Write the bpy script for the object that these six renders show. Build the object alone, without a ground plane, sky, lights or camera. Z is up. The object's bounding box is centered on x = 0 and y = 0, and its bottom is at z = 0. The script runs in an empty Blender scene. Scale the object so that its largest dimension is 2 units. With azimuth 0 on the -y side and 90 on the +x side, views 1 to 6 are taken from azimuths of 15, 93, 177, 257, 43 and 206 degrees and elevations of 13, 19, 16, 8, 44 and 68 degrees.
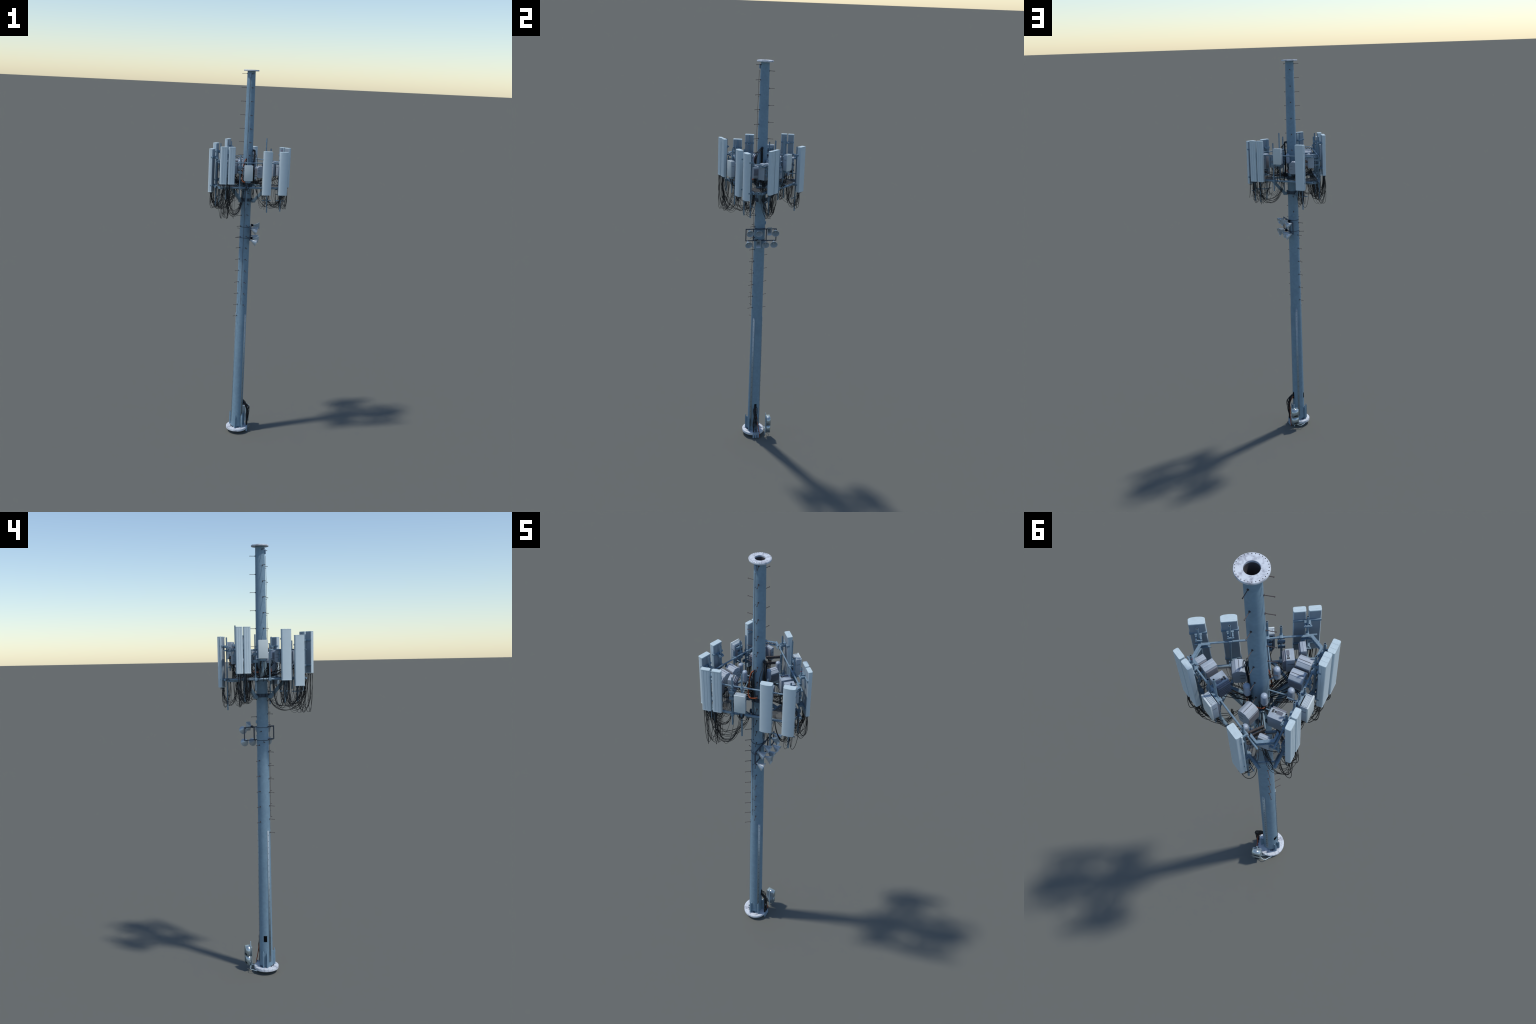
"""Cell tower: tapered steel monopole with a triangular antenna platform, warning-siren
horns, climbing pegs, cable bundles and a meter box, built part by part."""
import bpy, bmesh, math, random
from math import sin, cos, radians, pi
from mathutils import Vector, Matrix

RND = random.Random(7)
AXIS = Vector((-0.029, 0.0108, 0.0))          # pole axis on the ground
SIDES = (30.0, 150.0, 270.0)                  # azimuths the three platform sides face
CORNERS = (90.0, 210.0, 330.0)

# ------------------------------------------------------------------ materials
def new_mat(name, base, rough=0.55, metal=0.0, spec=0.4, var=0.10, scale=60.0, bump=0.0,
            second=None, second_scale=30.0, second_lo=0.5, second_hi=0.62, stretch=(1, 1, 1), coat=0.0):
    m = bpy.data.materials.new(name)
    m.use_nodes = True
    nt = m.node_tree
    nt.nodes.clear()
    out = nt.nodes.new("ShaderNodeOutputMaterial")
    p = nt.nodes.new("ShaderNodeBsdfPrincipled")
    nt.links.new(p.outputs[0], out.inputs[0])
    p.inputs["Roughness"].default_value = rough
    p.inputs["Metallic"].default_value = metal
    p.inputs["Specular IOR Level"].default_value = spec
    p.inputs["Coat Weight"].default_value = coat
    tc = nt.nodes.new("ShaderNodeTexCoord")
    mp = nt.nodes.new("ShaderNodeMapping")
    mp.inputs["Scale"].default_value = stretch
    nt.links.new(tc.outputs["Object"], mp.inputs[0])
    nz = nt.nodes.new("ShaderNodeTexNoise")
    nz.inputs["Scale"].default_value = scale
    nz.inputs["Detail"].default_value = 6
    nt.links.new(mp.outputs[0], nz.inputs["Vector"])
    cr = nt.nodes.new("ShaderNodeValToRGB")
    cr.color_ramp.elements[0].position = 0.3
    cr.color_ramp.elements[1].position = 0.7
    cr.color_ramp.elements[0].color = tuple(c * (1 - var) for c in base) + (1,)
    cr.color_ramp.elements[1].color = tuple(min(1, c * (1 + var)) for c in base) + (1,)
    nt.links.new(nz.outputs["Fac"], cr.inputs[0])
    col = cr.outputs[0]
    if second:
        n2 = nt.nodes.new("ShaderNodeTexNoise")
        n2.inputs["Scale"].default_value = second_scale
        n2.inputs["Detail"].default_value = 8
        n2.inputs["Roughness"].default_value = 0.65
        nt.links.new(mp.outputs[0], n2.inputs["Vector"])
        r2 = nt.nodes.new("ShaderNodeValToRGB")
        r2.color_ramp.elements[0].position = second_lo
        r2.color_ramp.elements[1].position = second_hi
        nt.links.new(n2.outputs["Fac"], r2.inputs[0])
        mx = nt.nodes.new("ShaderNodeMix")
        mx.data_type = "RGBA"
        nt.links.new(r2.outputs[0], mx.inputs["Factor"])
        nt.links.new(col, mx.inputs[6])
        mx.inputs[7].default_value = tuple(second) + (1,)
        col = mx.outputs[2]
    nt.links.new(col, p.inputs["Base Color"])
    if bump:
        b = nt.nodes.new("ShaderNodeBump")
        b.inputs["Strength"].default_value = bump
        b.inputs["Distance"].default_value = 0.001
        nt.links.new(nz.outputs["Fac"], b.inputs["Height"])
        nt.links.new(b.outputs[0], p.inputs["Normal"])
    return m

M = {}
M["pole"] = new_mat("painted_steel_blue", (0.190, 0.292, 0.374), 0.6, 0.0, 0.35, 0.07, 90,
                    second=(0.160, 0.248, 0.325), second_scale=14, second_lo=0.5, second_hi=0.75)
M["steel"] = new_mat("galvanised_steel", (0.175, 0.262, 0.335), 0.5, 0.1, 0.4, 0.12, 120)
M["dark_steel"] = new_mat("dark_steel", (0.060, 0.085, 0.115), 0.6, 0.1, 0.3, 0.1, 120)
M["zinc"] = new_mat("zinc_strip", (0.27, 0.335, 0.375), 0.42, 0.3, 0.5, 0.06, 80)
M["flange"] = new_mat("mottled_zinc_flange", (0.61, 0.65, 0.70), 0.6, 0.0, 0.4, 0.08, 60,
                      second=(0.27, 0.28, 0.335), second_scale=50, second_lo=0.50, second_hi=0.66)
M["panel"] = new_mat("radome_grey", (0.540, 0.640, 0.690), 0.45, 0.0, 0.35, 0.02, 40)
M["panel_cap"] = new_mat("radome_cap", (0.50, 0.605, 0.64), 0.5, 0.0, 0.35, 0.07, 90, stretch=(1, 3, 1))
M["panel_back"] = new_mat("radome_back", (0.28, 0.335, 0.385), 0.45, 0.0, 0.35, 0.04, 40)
M["white"] = new_mat("unit_cover_grey", (0.57, 0.635, 0.645), 0.5, 0.0, 0.3, 0.02, 60)  # cover grey darkened slightly toward the shade baked on the +y unit front
M["radio"] = new_mat("radio_grey", (0.355, 0.415, 0.480), 0.55, 0.0, 0.35, 0.05, 100)
M["radio_dark"] = new_mat("radio_fin_grey", (0.20, 0.215, 0.255), 0.6, 0.0, 0.3, 0.06, 100)
M["can"] = new_mat("canister_grey", (0.36, 0.43, 0.52), 0.3, 0.0, 0.5, 0.03, 60, coat=0.3)
M["cable"] = new_mat("cable_black", (0.012, 0.013, 0.015), 0.55, 0.0, 0.4, 0.1, 50)
M["orange"] = new_mat("cable_orange", (0.36, 0.085, 0.030), 0.5, 0.0, 0.4, 0.1, 200)
M["rust"] = new_mat("peg_steel", (0.085, 0.070, 0.070), 0.6, 0.3, 0.3, 0.2, 300)
M["grating"] = new_mat("grating_steel", (0.22, 0.22, 0.215), 0.6, 0.1, 0.3, 0.1, 120)
M["lagging"] = new_mat("brown_lagging", (0.075, 0.066, 0.064), 0.8, 0.0, 0.2, 0.35, 160)
M["bore"] = new_mat("bare_bore", (0.115, 0.110, 0.115), 0.7, 0.0, 0.3, 0.15, 60)
M["lid"] = new_mat("radio_lid", (0.42, 0.475, 0.545), 0.5, 0.0, 0.35, 0.03, 60)
M["black"] = new_mat("black_slot", (0.006, 0.007, 0.009), 0.8, 0.0, 0.2, 0.1, 50)
M["horn"] = new_mat("spun_aluminium", (0.44, 0.50, 0.54), 0.32, 0.35, 0.5, 0.05, 40)
M["frame"] = new_mat("frame_steel", (0.045, 0.060, 0.085), 0.5, 0.1, 0.4, 0.1, 60)
M["meter"] = new_mat("meter_box_metal", (0.46, 0.54, 0.57), 0.27, 0.7, 0.5, 0.05, 40)
M["conduit"] = new_mat("conduit_grey", (0.23, 0.32, 0.42), 0.45, 0.0, 0.4, 0.05, 60)
M["pipe_light"] = new_mat("bright_pipe", (0.50, 0.64, 0.72), 0.35, 0.2, 0.5, 0.03, 60)
M["label"] = new_mat("label_dark", (0.05, 0.055, 0.06), 0.6, 0.0, 0.3, 0.1, 60)
M["yellow"] = new_mat("label_yellow", (0.40, 0.30, 0.03), 0.6, 0.0, 0.3, 0.05, 60)
M["red"] = new_mat("tape_red", (0.30, 0.03, 0.06), 0.6, 0.0, 0.3, 0.05, 60)

# ------------------------------------------------------------------ helpers
ROOT = bpy.data.objects.new("cell_tower", None)
bpy.context.scene.collection.objects.link(ROOT)
ROOT["label"] = "tall blue-grey steel monopole cell tower with triangular antenna platform"
ROOT["category"] = "cell tower"
ROOT.location = (0, 0, 0)

def add(name, mesh, parent=ROOT, mat=None, matrix=None, kind=None):
    ob = bpy.data.objects.new(name, mesh)
    bpy.context.scene.collection.objects.link(ob)
    ob.parent = parent
    if matrix is not None:
        base = parent.matrix_world if parent is not None else Matrix()
        ob.matrix_basis = base.inverted() @ matrix if parent is not ROOT else matrix
    if mat is not None and not mesh.materials:
        mesh.materials.append(mat)
    if kind:
        ob["kind"] = kind
    return ob

def sub(name, mesh, parent, mat=None, local=None, kind=None):
    """sub-part of a part; local = matrix in the parent's space"""
    ob = bpy.data.objects.new(name, mesh)
    bpy.context.scene.collection.objects.link(ob)
    ob.parent = parent
    if local is not None:
        ob.matrix_basis = local
    if mat is not None and not mesh.materials:
        mesh.materials.append(mat)
    if kind:
        ob["kind"] = kind
    return ob

def to_mesh(bm, name, smooth=35, keep=False):
    if not keep:
        bmesh.ops.recalc_face_normals(bm, faces=bm.faces)
    me = bpy.data.meshes.new(name)
    bm.to_mesh(me)
    bm.free()
    if smooth:
        me.polygons.foreach_set("use_smooth", [True] * len(me.polygons))
        me.set_sharp_from_angle(angle=radians(smooth))
    return me

def frame(az, d, t, z, yaw=0.0):
    """matrix whose y points outward from the pole, x along the side, z up; t is the offset along the side"""
    a = radians(az)
    n = Vector((sin(a), -cos(a), 0))
    tv = Vector((cos(a), sin(a), 0))
    o = AXIS + n * d + tv * t + Vector((0, 0, z))
    m = Matrix((( -tv.x, n.x, 0, o.x), (-tv.y, n.y, 0, o.y), (0, 0, 1, o.z), (0, 0, 0, 1)))
    return m @ Matrix.Rotation(radians(yaw), 4, "Z")

def world(az, d, t, z):
    return frame(az, d, t, z).translation.copy()

def bm_box(bm, sx, sy, sz, c=(0, 0, 0), bevel=0.0, mi=0):
    r = bmesh.ops.create_cube(bm, size=1.0)
    vs = r["verts"]
    for v in vs:
        v.co = Vector((v.co.x * sx + c[0], v.co.y * sy + c[1], v.co.z * sz + c[2]))
    fs = list({f for v in vs for f in v.link_faces})
    for f in fs:
        f.material_index = mi
    if bevel:
        es = list({e for f in fs for e in f.edges})
        bmesh.ops.bevel(bm, geom=es, offset=bevel, segments=2, affect="EDGES", profile=0.6)

def box_mesh(name, sx, sy, sz, bevel=0.0, c=(0, 0, 0)):
    bm = bmesh.new()
    bm_box(bm, sx, sy, sz, c, bevel)
    return to_mesh(bm, name)

def bm_tube(bm, pts, r, sides=10, cap=True, mi=0, hollow=0.0):
    """round tube through points (r: number or list)"""
    pts = [Vector(p) for p in pts]
    n = len(pts)
    rs = r if isinstance(r, (list, tuple)) else [r] * n
    rings = []
    tan0 = (pts[1] - pts[0]).normalized()
    up = Vector((0, 0, 1)) if abs(tan0.z) < 0.9 else Vector((1, 0, 0))
    u = tan0.cross(up).normalized()
    for i, p in enumerate(pts):
        tg = (pts[min(i + 1, n - 1)] - pts[max(i - 1, 0)]).normalized()
        u = (u - tg * u.dot(tg))
        if u.length < 1e-6:
            u = tg.orthogonal()
        u.normalize()
        w = tg.cross(u)
        rings.append([bm.verts.new(p + (u * cos(2 * pi * k / sides) + w * sin(2 * pi * k / sides)) * rs[i]) for k in range(sides)])
    for a, b in zip(rings, rings[1:]):
        for k in range(sides):
            f = bm.faces.new((a[k], a[(k + 1) % sides], b[(k + 1) % sides], b[k]))
            f.material_index = mi
    if cap:
        for ring in (rings[0], rings[-1]):
            f = bm.faces.new(ring)
            f.material_index = mi
    return rings

def tube_mesh(name, pts, r, sides=10, cap=True):
    bm = bmesh.new()
    bm_tube(bm, pts, r, sides, cap)
    return to_mesh(bm, name, 50)

def bm_lathe(bm, prof, sides=32, centre=(0, 0), close=False, mi=0):
    """surface of revolution about z; prof = [(r, z)]"""
    rings = []
    for r, z in prof:
        if r < 1e-6:
            rings.append([bm.verts.new((centre[0], centre[1], z))])
        else:
            rings.append([bm.verts.new((centre[0] + r * cos(2 * pi * k / sides), centre[1] + r * sin(2 * pi * k / sides), z)) for k in range(sides)])
    if close:
        rings.append(rings[0])
    for a, b in zip(rings, rings[1:]):
        for k in range(sides):
            k2 = (k + 1) % sides
            vs = [a[k % len(a)], a[k2 % len(a)], b[k2 % len(b)], b[k % len(b)]]
            vs = list(dict.fromkeys(vs))
            if len(vs) > 2:
                bm.faces.new(vs).material_index = mi

def lathe_mesh(name, prof, sides=32, close=False, smooth=35):
    bm = bmesh.new()
    bm_lathe(bm, prof, sides, close=close)
    return to_mesh(bm, name, smooth)

def bm_prism(bm, poly, z0, z1, mi=0, mi_cap=None, bevel=0.0):
    """extrude polygon (x, y) from z0 to z1 with small rounding at both ends"""
    cx = sum(p[0] for p in poly) / len(poly)
    cy = sum(p[1] for p in poly) / len(poly)
    def ring(z, inset):
        out = []
        for x, y in poly:
            v = Vector((x - cx, y - cy))
            l = v.length
            v = v * ((l - inset) / l)
            out.append(bm.verts.new((cx + v.x, cy + v.y, z)))
        return out
    if bevel:
        rs = [ring(z0, bevel), ring(z0 + bevel, 0), ring(z1 - bevel, 0), ring(z1, bevel)]
    else:
        rs = [ring(z0, 0), ring(z1, 0)]
    n = len(poly)
    for a, b in zip(rs, rs[1:]):
        for k in range(n):
            bm.faces.new((a[k], a[(k + 1) % n], b[(k + 1) % n], b[k])).material_index = mi
    for r in (rs[0], rs[-1]):
        bm.faces.new(r).material_index = mi if mi_cap is None else mi_cap

def rounded_rect(w, y0, y1, r, seg=4):
    pts = []
    for cx, cy, a0 in ((w / 2 - r, y1 - r, 0), (-w / 2 + r, y1 - r, 90), (-w / 2 + r, y0 + r, 180), (w / 2 - r, y0 + r, 270)):
        for k in range(seg + 1):
            a = radians(a0 + 90 * k / seg)
            pts.append((cx + r * cos(a), cy + r * sin(a)))
    return pts

def catmull(pts, per=8):
    pts = [Vector(p) for p in pts]
    P = [pts[0] * 2 - pts[1]] + pts + [pts[-1] * 2 - pts[-2]]
    out = []
    for i in range(1, len(P) - 2):
        p0, p1, p2, p3 = P[i - 1:i + 3]
        for k in range(per):
            s = k / per
            out.append(0.5 * ((2 * p1) + (p2 - p0) * s + (2 * p0 - 5 * p1 + 4 * p2 - p3) * s * s + (3 * p1 - p0 - 3 * p2 + p3) * s ** 3))
    out.append(pts[-1])
    return out

def bezier(a, b, c, d, n=16):
    return [a * (1 - s) ** 3 + b * 3 * s * (1 - s) ** 2 + c * 3 * s * s * (1 - s) + d * s ** 3 for s in (k / n for k in range(n + 1))]

# ------------------------------------------------------------------ pole
POLE = ((0.030, 0.0312), (0.20, 0.0305), (0.50, 0.0294), (1.00, 0.0277), (1.25, 0.0266), (1.68, 0.0240), (1.95, 0.0216), (1.994, 0.0209))
def pole_r(z):
    for (z0, r0), (z1, r1) in zip(POLE, POLE[1:]):
        if z <= z1:
            return r0 + (r1 - r0) * (z - z0) / (z1 - z0)
    return POLE[-1][1]

def build_pole():
    z_steps = sorted({round(0.030 + i * (1.964 / 40), 4) for i in range(41)})
    prof = [(pole_r(z), z) for z in z_steps]
    prof += [(0.0187, 1.9935), (0.0187, 1.80), (0.001, 1.80)]
    bm = bmesh.new()
    bm_lathe(bm, prof, 48)
    for f in bm.faces:
        c = f.calc_center_median()
        if c.z > 1.79 and c.xy.length < pole_r(c.z) - 0.0017:
            f.material_index = 1
    me = to_mesh(bm, "pole", 40)
    me.materials.append(M["pole"])
    me.materials.append(M["bore"])
    add("pole", me, matrix=Matrix.Translation(AXIS))
    # dark hand-hole frames with recessed black interior
    for az, z, w, h in ((252, 0.1705, 0.0165, 0.030),):
        bm = bmesh.new()
        n = 6
        r = pole_r(z) + 0.0007
        half = w / 2 / r
        lo, hi = [], []
        for k in range(n + 1):
            a = -half + 2 * half * k / n
            lo.append(bm.verts.new((sin(a) * r, cos(a) * r - r, -h / 2)))
            hi.append(bm.verts.new((sin(a) * r, cos(a) * r - r, h / 2)))
        for k in range(n):
            bm.faces.new((lo[k], lo[k + 1], hi[k + 1], hi[k]))
        bmesh.ops.solidify(bm, geom=bm.faces[:], thickness=0.0012)
        add("hand_hole", to_mesh(bm, "hand_hole"), mat=M["black"], matrix=frame(az, r, 0, z))
    # plate cover on the pole, small cover plate high up facing +y
    bm = bmesh.new()
    bm_box(bm, 0.0135, 0.009, 0.0135, bevel=0.001)
    add("cover_plate", to_mesh(bm, "cover_plate"), mat=M["pole"], matrix=frame(178, pole_r(1.2) - 0.0005, 0, 1.2085))

def build_flanges():
    prof = [(0.0187, 1.9935), (0.0390, 1.9935), (0.0396, 1.9945), (0.0396, 1.9988), (0.0388, 2.0), (0.0195, 2.0), (0.0187, 1.9994)]
    top = add("top_flange", lathe_mesh("top_flange", prof, 64, close=True), mat=M["flange"], matrix=Matrix.Translation(AXIS))
    hole = lathe_mesh("flange_bolt_hole", [(0, 0.0003), (0.0011, 0.0003), (0.0011, -0.002), (0, -0.002)], 10)
    for k in range(28):
        a = 2 * pi * k / 28
        sub("flange_bolt_hole", hole, top, M["black"], Matrix.Translation((0.0362 * cos(a), 0.0362 * sin(a), 2.0)))
    prof = [(0.0200, 0.0150), (0.0570, 0.0150), (0.0586, 0.0165), (0.0590, 0.0265), (0.0578, 0.0285), (0.0540, 0.0293), (0.0250, 0.0293)]
    add("base_ring", lathe_mesh("base_ring", prof, 64, close=True), mat=M["flange"], matrix=Matrix.Translation(AXIS))
    # gussets: thin web with a thicker outer bar that ends in a spike
    bm = bmesh.new()
    bm_box(bm, 0.0032, 0.0125, 0.070, (0, 0.0345, 0.0635), 0.0005)
    bar = [(0.0030, 0.0388, 0.028), (0.0030, 0.0388, 0.101), (0.0006, 0.0400, 0.1135)]
    rings = []
    for hx, y0, z in bar:
        y1 = 0.0446 if z < 0.11 else 0.0412
        rings.append([bm.verts.new(p) for p in ((hx, y0, z), (-hx, y0, z), (-hx, y1, z), (hx, y1, z))])
    for p, q in zip(rings, rings[1:]):
        for k in range(4):
            bm.faces.new((p[k], p[(k + 1) % 4], q[(k + 1) % 4], q[k]))
    bm.faces.new(rings[0])
    bm.faces.new(rings[-1])
    g = to_mesh(bm, "gusset")
    for az in (3, 62, 121, 238, 265):
        add("gusset", g, mat=M["pole"], matrix=frame(az, 0, 0, 0))
    # weld nuts at the foot
    nut = lathe_mesh("anchor_nut", [(0, 0.006), (0.0022, 0.006), (0.0026, 0.005), (0.0026, 0), (0, 0)], 6, smooth=20)
    for az in (25, 35, 205, 215, 222, 300, 320, 338):
        add("anchor_nut", nut, mat=M["dark_steel"], matrix=frame(az, 0.0355, 0, 0.0290))

def build_pegs():
    bm = bmesh.new()
    bm_tube(bm, [(0, -0.002, 0), (0, 0.0255, 0)], 0.00105, 8)
    bm_tube(bm, [(0, -0.001, 0), (0, 0.0022, 0)], 0.0028, 6)
    bm_tube(bm, [(0, 0.0245, -0.0004), (0, 0.0258, -0.0004)], 0.0018, 8)
    me = to_mesh(bm, "climbing_peg", 30)
    top = [1.980 - 0.0695 * k for k in range(6)]
    low = [1.366, 1.308, 1.250, 1.191, 1.133, 1.070, 1.007, 0.943, 0.879, 0.815, 0.752]
    cols = {33: top + [1.565, 1.497, 1.43] + low,
            284: top + [1.565],
            178: [1.952 - 0.08 * k for k in range(10)],
            322: [1.305, 1.245, 1.187, 1.128, 1.069, 1.006, 0.943, 0.879, 0.815, 0.752, 0.688],
            222: [1.102 - 0.0722 * k for k in range(6)],
            243: [1.166], 267: [1.117]}
    for az, zs in cols.items():
        for z in zs:
            add("climbing_peg", me, mat=M["rust"], matrix=frame(az, pole_r(z), 0, z))
    # thin earth wire down the front with standoffs, and its end piece at the top
    az = 6
    pts = []
    z = 1.955
    while z > 0.74:
        pts.append(world(az, pole_r(z) + 0.0055, 0, z))
        z -= 0.03
    wire = add("earth_wire", tube_mesh("earth_wire", pts, 0.0008, 6), mat=M["rust"])
    so = box_mesh("wire_clip", 0.0016, 0.0085, 0.0016, 0.0004)
    z = 1.90
    while z > 0.75:
        add("wire_clip", so, mat=M["dark_steel"], matrix=frame(az, pole_r(z) + 0.003, 0, z))
        z -= 0.0695
    cap = lathe_mesh("wire_cap", [(0, -0.010), (0.0032, -0.010), (0.0037, -0.009), (0.0037, 0.009), (0.003, 0.010), (0, 0.0105)], 16)
    add("wire_cap", cap, mat=M["conduit"], matrix=frame(az, pole_r(1.97) + 0.0032, 0, 1.9715))

def build_strips():
    z0, z1 = 0.055, 0.697
    for az in (66, 177, 294):
        bm = bmesh.new()
        w, th = 0.0118, 0.0016
        front, side = [], []
        for z, dz in ((z0, -0.0005), (z1, 0.0005)):
            r = pole_r(z)
            front.append([bm.verts.new((x, r + th, z)) for x in (-w / 2 + 0.0006, w / 2 - 0.0006)])
            front.append([bm.verts.new((x, r - 0.001, z + dz)) for x in (-w / 2, w / 2)])
            side.append([bm.verts.new((x, y, z)) for x, y in ((-w / 2 + 0.0006, r + th), (-w / 2, r - 0.001), (w / 2 - 0.0006, r + th), (w / 2, r - 0.001))])
        f0, b0, f1, b1 = front                   # front face shares its vertices with the end caps
        bm.faces.new((f0[0], f0[1], f1[1], f1[0]))
        bm.faces.new((b0[0], b0[1], f0[1], f0[0]))
        bm.faces.new((f1[0], f1[1], b1[1], b1[0]))
        for i in (0, 2):
            bm.faces.new((side[0][i], side[0][i + 1], side[1][i + 1], side[1][i]))
        for f in bm.faces:
            f.normal_update()
            c = f.calc_center_median()
            if f.normal.dot(Vector((c.x * 3, 0.002, 0 if abs(c.z - 0.37) < 0.3 else (c.z - 0.37) * 0.01))) < 0:
                f.normal_flip()
        s = add("reinforcing_strip", to_mesh(bm, "reinforcing_strip", 180, keep=True), mat=M["zinc"], matrix=frame(az, 0, 0, 0))
        bolt = lathe_mesh("strip_bolt", [(0, 0.0018), (0.0009, 0.0018), (0.0013, 0.0008), (0.0013, 0), (0, 0)], 8)
        rot = Matrix.Rotation(radians(-90), 4, "X")
        z = 0.677
        while z > 0.075:
            sub("strip_bolt", bolt, s, M["dark_steel"], Matrix.Translation((0, pole_r(z) + th - 0.0003, z)) @ rot)
            z -= 0.0295

# ------------------------------------------------------------------ platform
UP_Z, LOW_Z, RAIL_D = 1.535, 1.4065, 0.120
def corner_half(r):
    return (RAIL_D - 0.5 * r) / 0.8660254

def oriented_bar(name, a, b, w, h, mat, bevel=0.0006, parent=ROOT):
    """rectangular bar from a to b; h is the size in the vertical plane"""
    a, b = Vector(a), Vector(b)
    d = b - a
    x = d.normalized()
    y = Vector((0, 0, 1)).cross(x)
    y.normalize()
    z = x.cross(y)
    m = Matrix(((x.x, y.x, z.x, a.x), (x.y, y.y, z.y, a.y), (x.z, y.z, z.z, a.z), (0, 0, 0, 1)))
    me = box_mesh(name, d.length, w, h, bevel, c=(d.length / 2, 0, 0))
    return add(name, me, parent=parent, mat=mat, matrix=m)

def build_platform():
    up = tube_mesh("handrail", [(-0.166, 0, 0), (0.166, 0, 0)], 0.0029, 14)
    lo = tube_mesh("lower_rail", [(-0.168, 0, 0), (0.168, 0, 0)], 0.0052, 16)
    for az in SIDES:
        add("handrail", up, mat=M["steel"], matrix=frame(az, RAIL_D, 0, UP_Z))
        add("lower_rail", lo, mat=M["steel"], matrix=frame(az, RAIL_D, 0, LOW_Z))
    for az in CORNERS:
        # upper corner truss: two chords with zigzag, angled ends running along the rails
        corner = [(-0.052, 0.165), (-0.0315, 0.1785), (-0.0225, 0.1905), (0.0225, 0.1905), (0.0315, 0.1785), (0.052, 0.165)]
        path = [(-0.0370, 0.1690), (-0.0230, 0.1910), (0.0230, 0.1910), (0.0370, 0.1690)]
        bm = bmesh.new()
        for zz, hh, ww in ((0.0062, 0.0022, 0.0085), (-0.0062, 0.0022, 0.0085)):
            inner = [(x * (1 - 0.06), y - ww) for x, y in path]
            o = [[bm.verts.new((x, y, zz + s * hh / 2)) for x, y in path] for s in (-1, 1)]
            i = [[bm.verts.new((x, y, zz + s * hh / 2)) for x, y in inner] for s in (-1, 1)]
            for k in range(3):
                bm.faces.new((o[0][k], o[0][k + 1], o[1][k + 1], o[1][k]))
                bm.faces.new((i[0][k], i[0][k + 1], i[1][k + 1], i[1][k]))
                bm.faces.new((o[1][k], o[1][k + 1], i[1][k + 1], i[1][k]))
                bm.faces.new((o[0][k], o[0][k + 1], i[0][k + 1], i[0][k]))
            for e in (0, 3):
                bm.faces.new((o[0][e], o[1][e], i[1][e], i[0][e]))
        for (xa, ya), (xb, yb), n in ((path[0], path[1], 2), (path[1], path[2], 6), (path[2], path[3], 2)):
            for k in range(n):
                s0, s1 = k / n, (k + 1) / n
                z0, z1 = (-0.0055, 0.0055) if k % 2 else (0.0055, -0.0055)
                bm_tube(bm, [(xa + (xb - xa) * s0, ya - 0.002 + (yb - ya) * s0, z0), (xa + (xb - xa) * s1, ya - 0.002 + (yb - ya) * s1, z1)], 0.0011, 6)
        add("corner_truss", to_mesh(bm, "corner_truss", 30), mat=M["steel"], matrix=frame(az, 0, 0, UP_Z + 0.001))
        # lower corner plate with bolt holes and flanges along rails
        bm = bmesh.new()
        path = [(-0.036, 0.168), (-0.0235, 0.188), (0.0235, 0.188), (0.036, 0.168)]
        for h0, h1 in ((-0.0062, 0.0062),):
            o = [[bm.verts.new((x, y, z)) for x, y in path] for z in (h0, h1)]
            i = [[bm.verts.new((x * 0.95, y - 0.0028, z)) for x, y in path] for z in (h0, h1)]
            for k in range(3):
                bm.faces.new((o[0][k], o[0][k + 1], o[1][k + 1], o[1][k]))
                bm.faces.new((i[0][k], i[0][k + 1], i[1][k + 1], i[1][k]))
                bm.faces.new((o[1][k], o[1][k + 1], i[1][k + 1], i[1][k]))
                bm.faces.new((o[0][k], o[0][k + 1], i[0][k + 1], i[0][k]))
            for e in (0, 3):
                bm.faces.new((o[0][e], o[1][e], i[1][e], i[0][e]))
        cp = add("corner_plate", to_mesh(bm, "corner_plate", 30), mat=M["steel"], matrix=frame(az, 0, 0, LOW_Z - 0.004))
        dot = lathe_mesh("plate_hole", [(0, 0.0005), (0.0021, 0.0005), (0.0021, -0.0008), (0, -0.0008)], 12)
        for x in (0,):
            sub("plate_hole", dot, cp, M["black"], Matrix.Translation((x, 0.188, 0.001)) @ Matrix.Rotation(radians(-90), 4, "X"))
        # radial arm, brace, spreader
        oriented_bar("radial_arm", world(az, 0.026, 0, 1.4095), world(az, 0.100, 0, 1.4075), 0.0125, 0.0095, M["steel"])
        oriented_bar("radial_arm", world(az, 0.099, 0, 1.4060), world(az, 0.186, 0, 1.4045), 0.0065, 0.0070, M["steel"])
        oriented_bar("brace", world(az, 0.037, 0, 1.320), world(az, 0.108, 0, 1.399), 0.0135, 0.0150, M["steel"])
        bm = bmesh.new()
        bm_box(bm, 0.015, 0.020, 0.013, bevel=0.001)
        add("brace_foot", to_mesh(bm, "brace_foot"), mat=M["steel"], matrix=frame(az, 0.040, 0, 1.3235))
        bm = bmesh.new()
        bm_box(bm, 0.013, 0.016, 0.020, bevel=0.001)
        add("arm_foot", to_mesh(bm, "arm_foot"), mat=M["steel"], matrix=frame(az, 0.034, 0, 1.4115))
        hw = corner_half(0.098)
        oriented_bar("spreader", world(az, 0.099, -hw, 1.4065), world(az, 0.099, hw, 1.4065), 0.0075, 0.0085, M["steel"])
        # walkway grating: thin crossing bars
        bm = bmesh.new()
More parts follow.
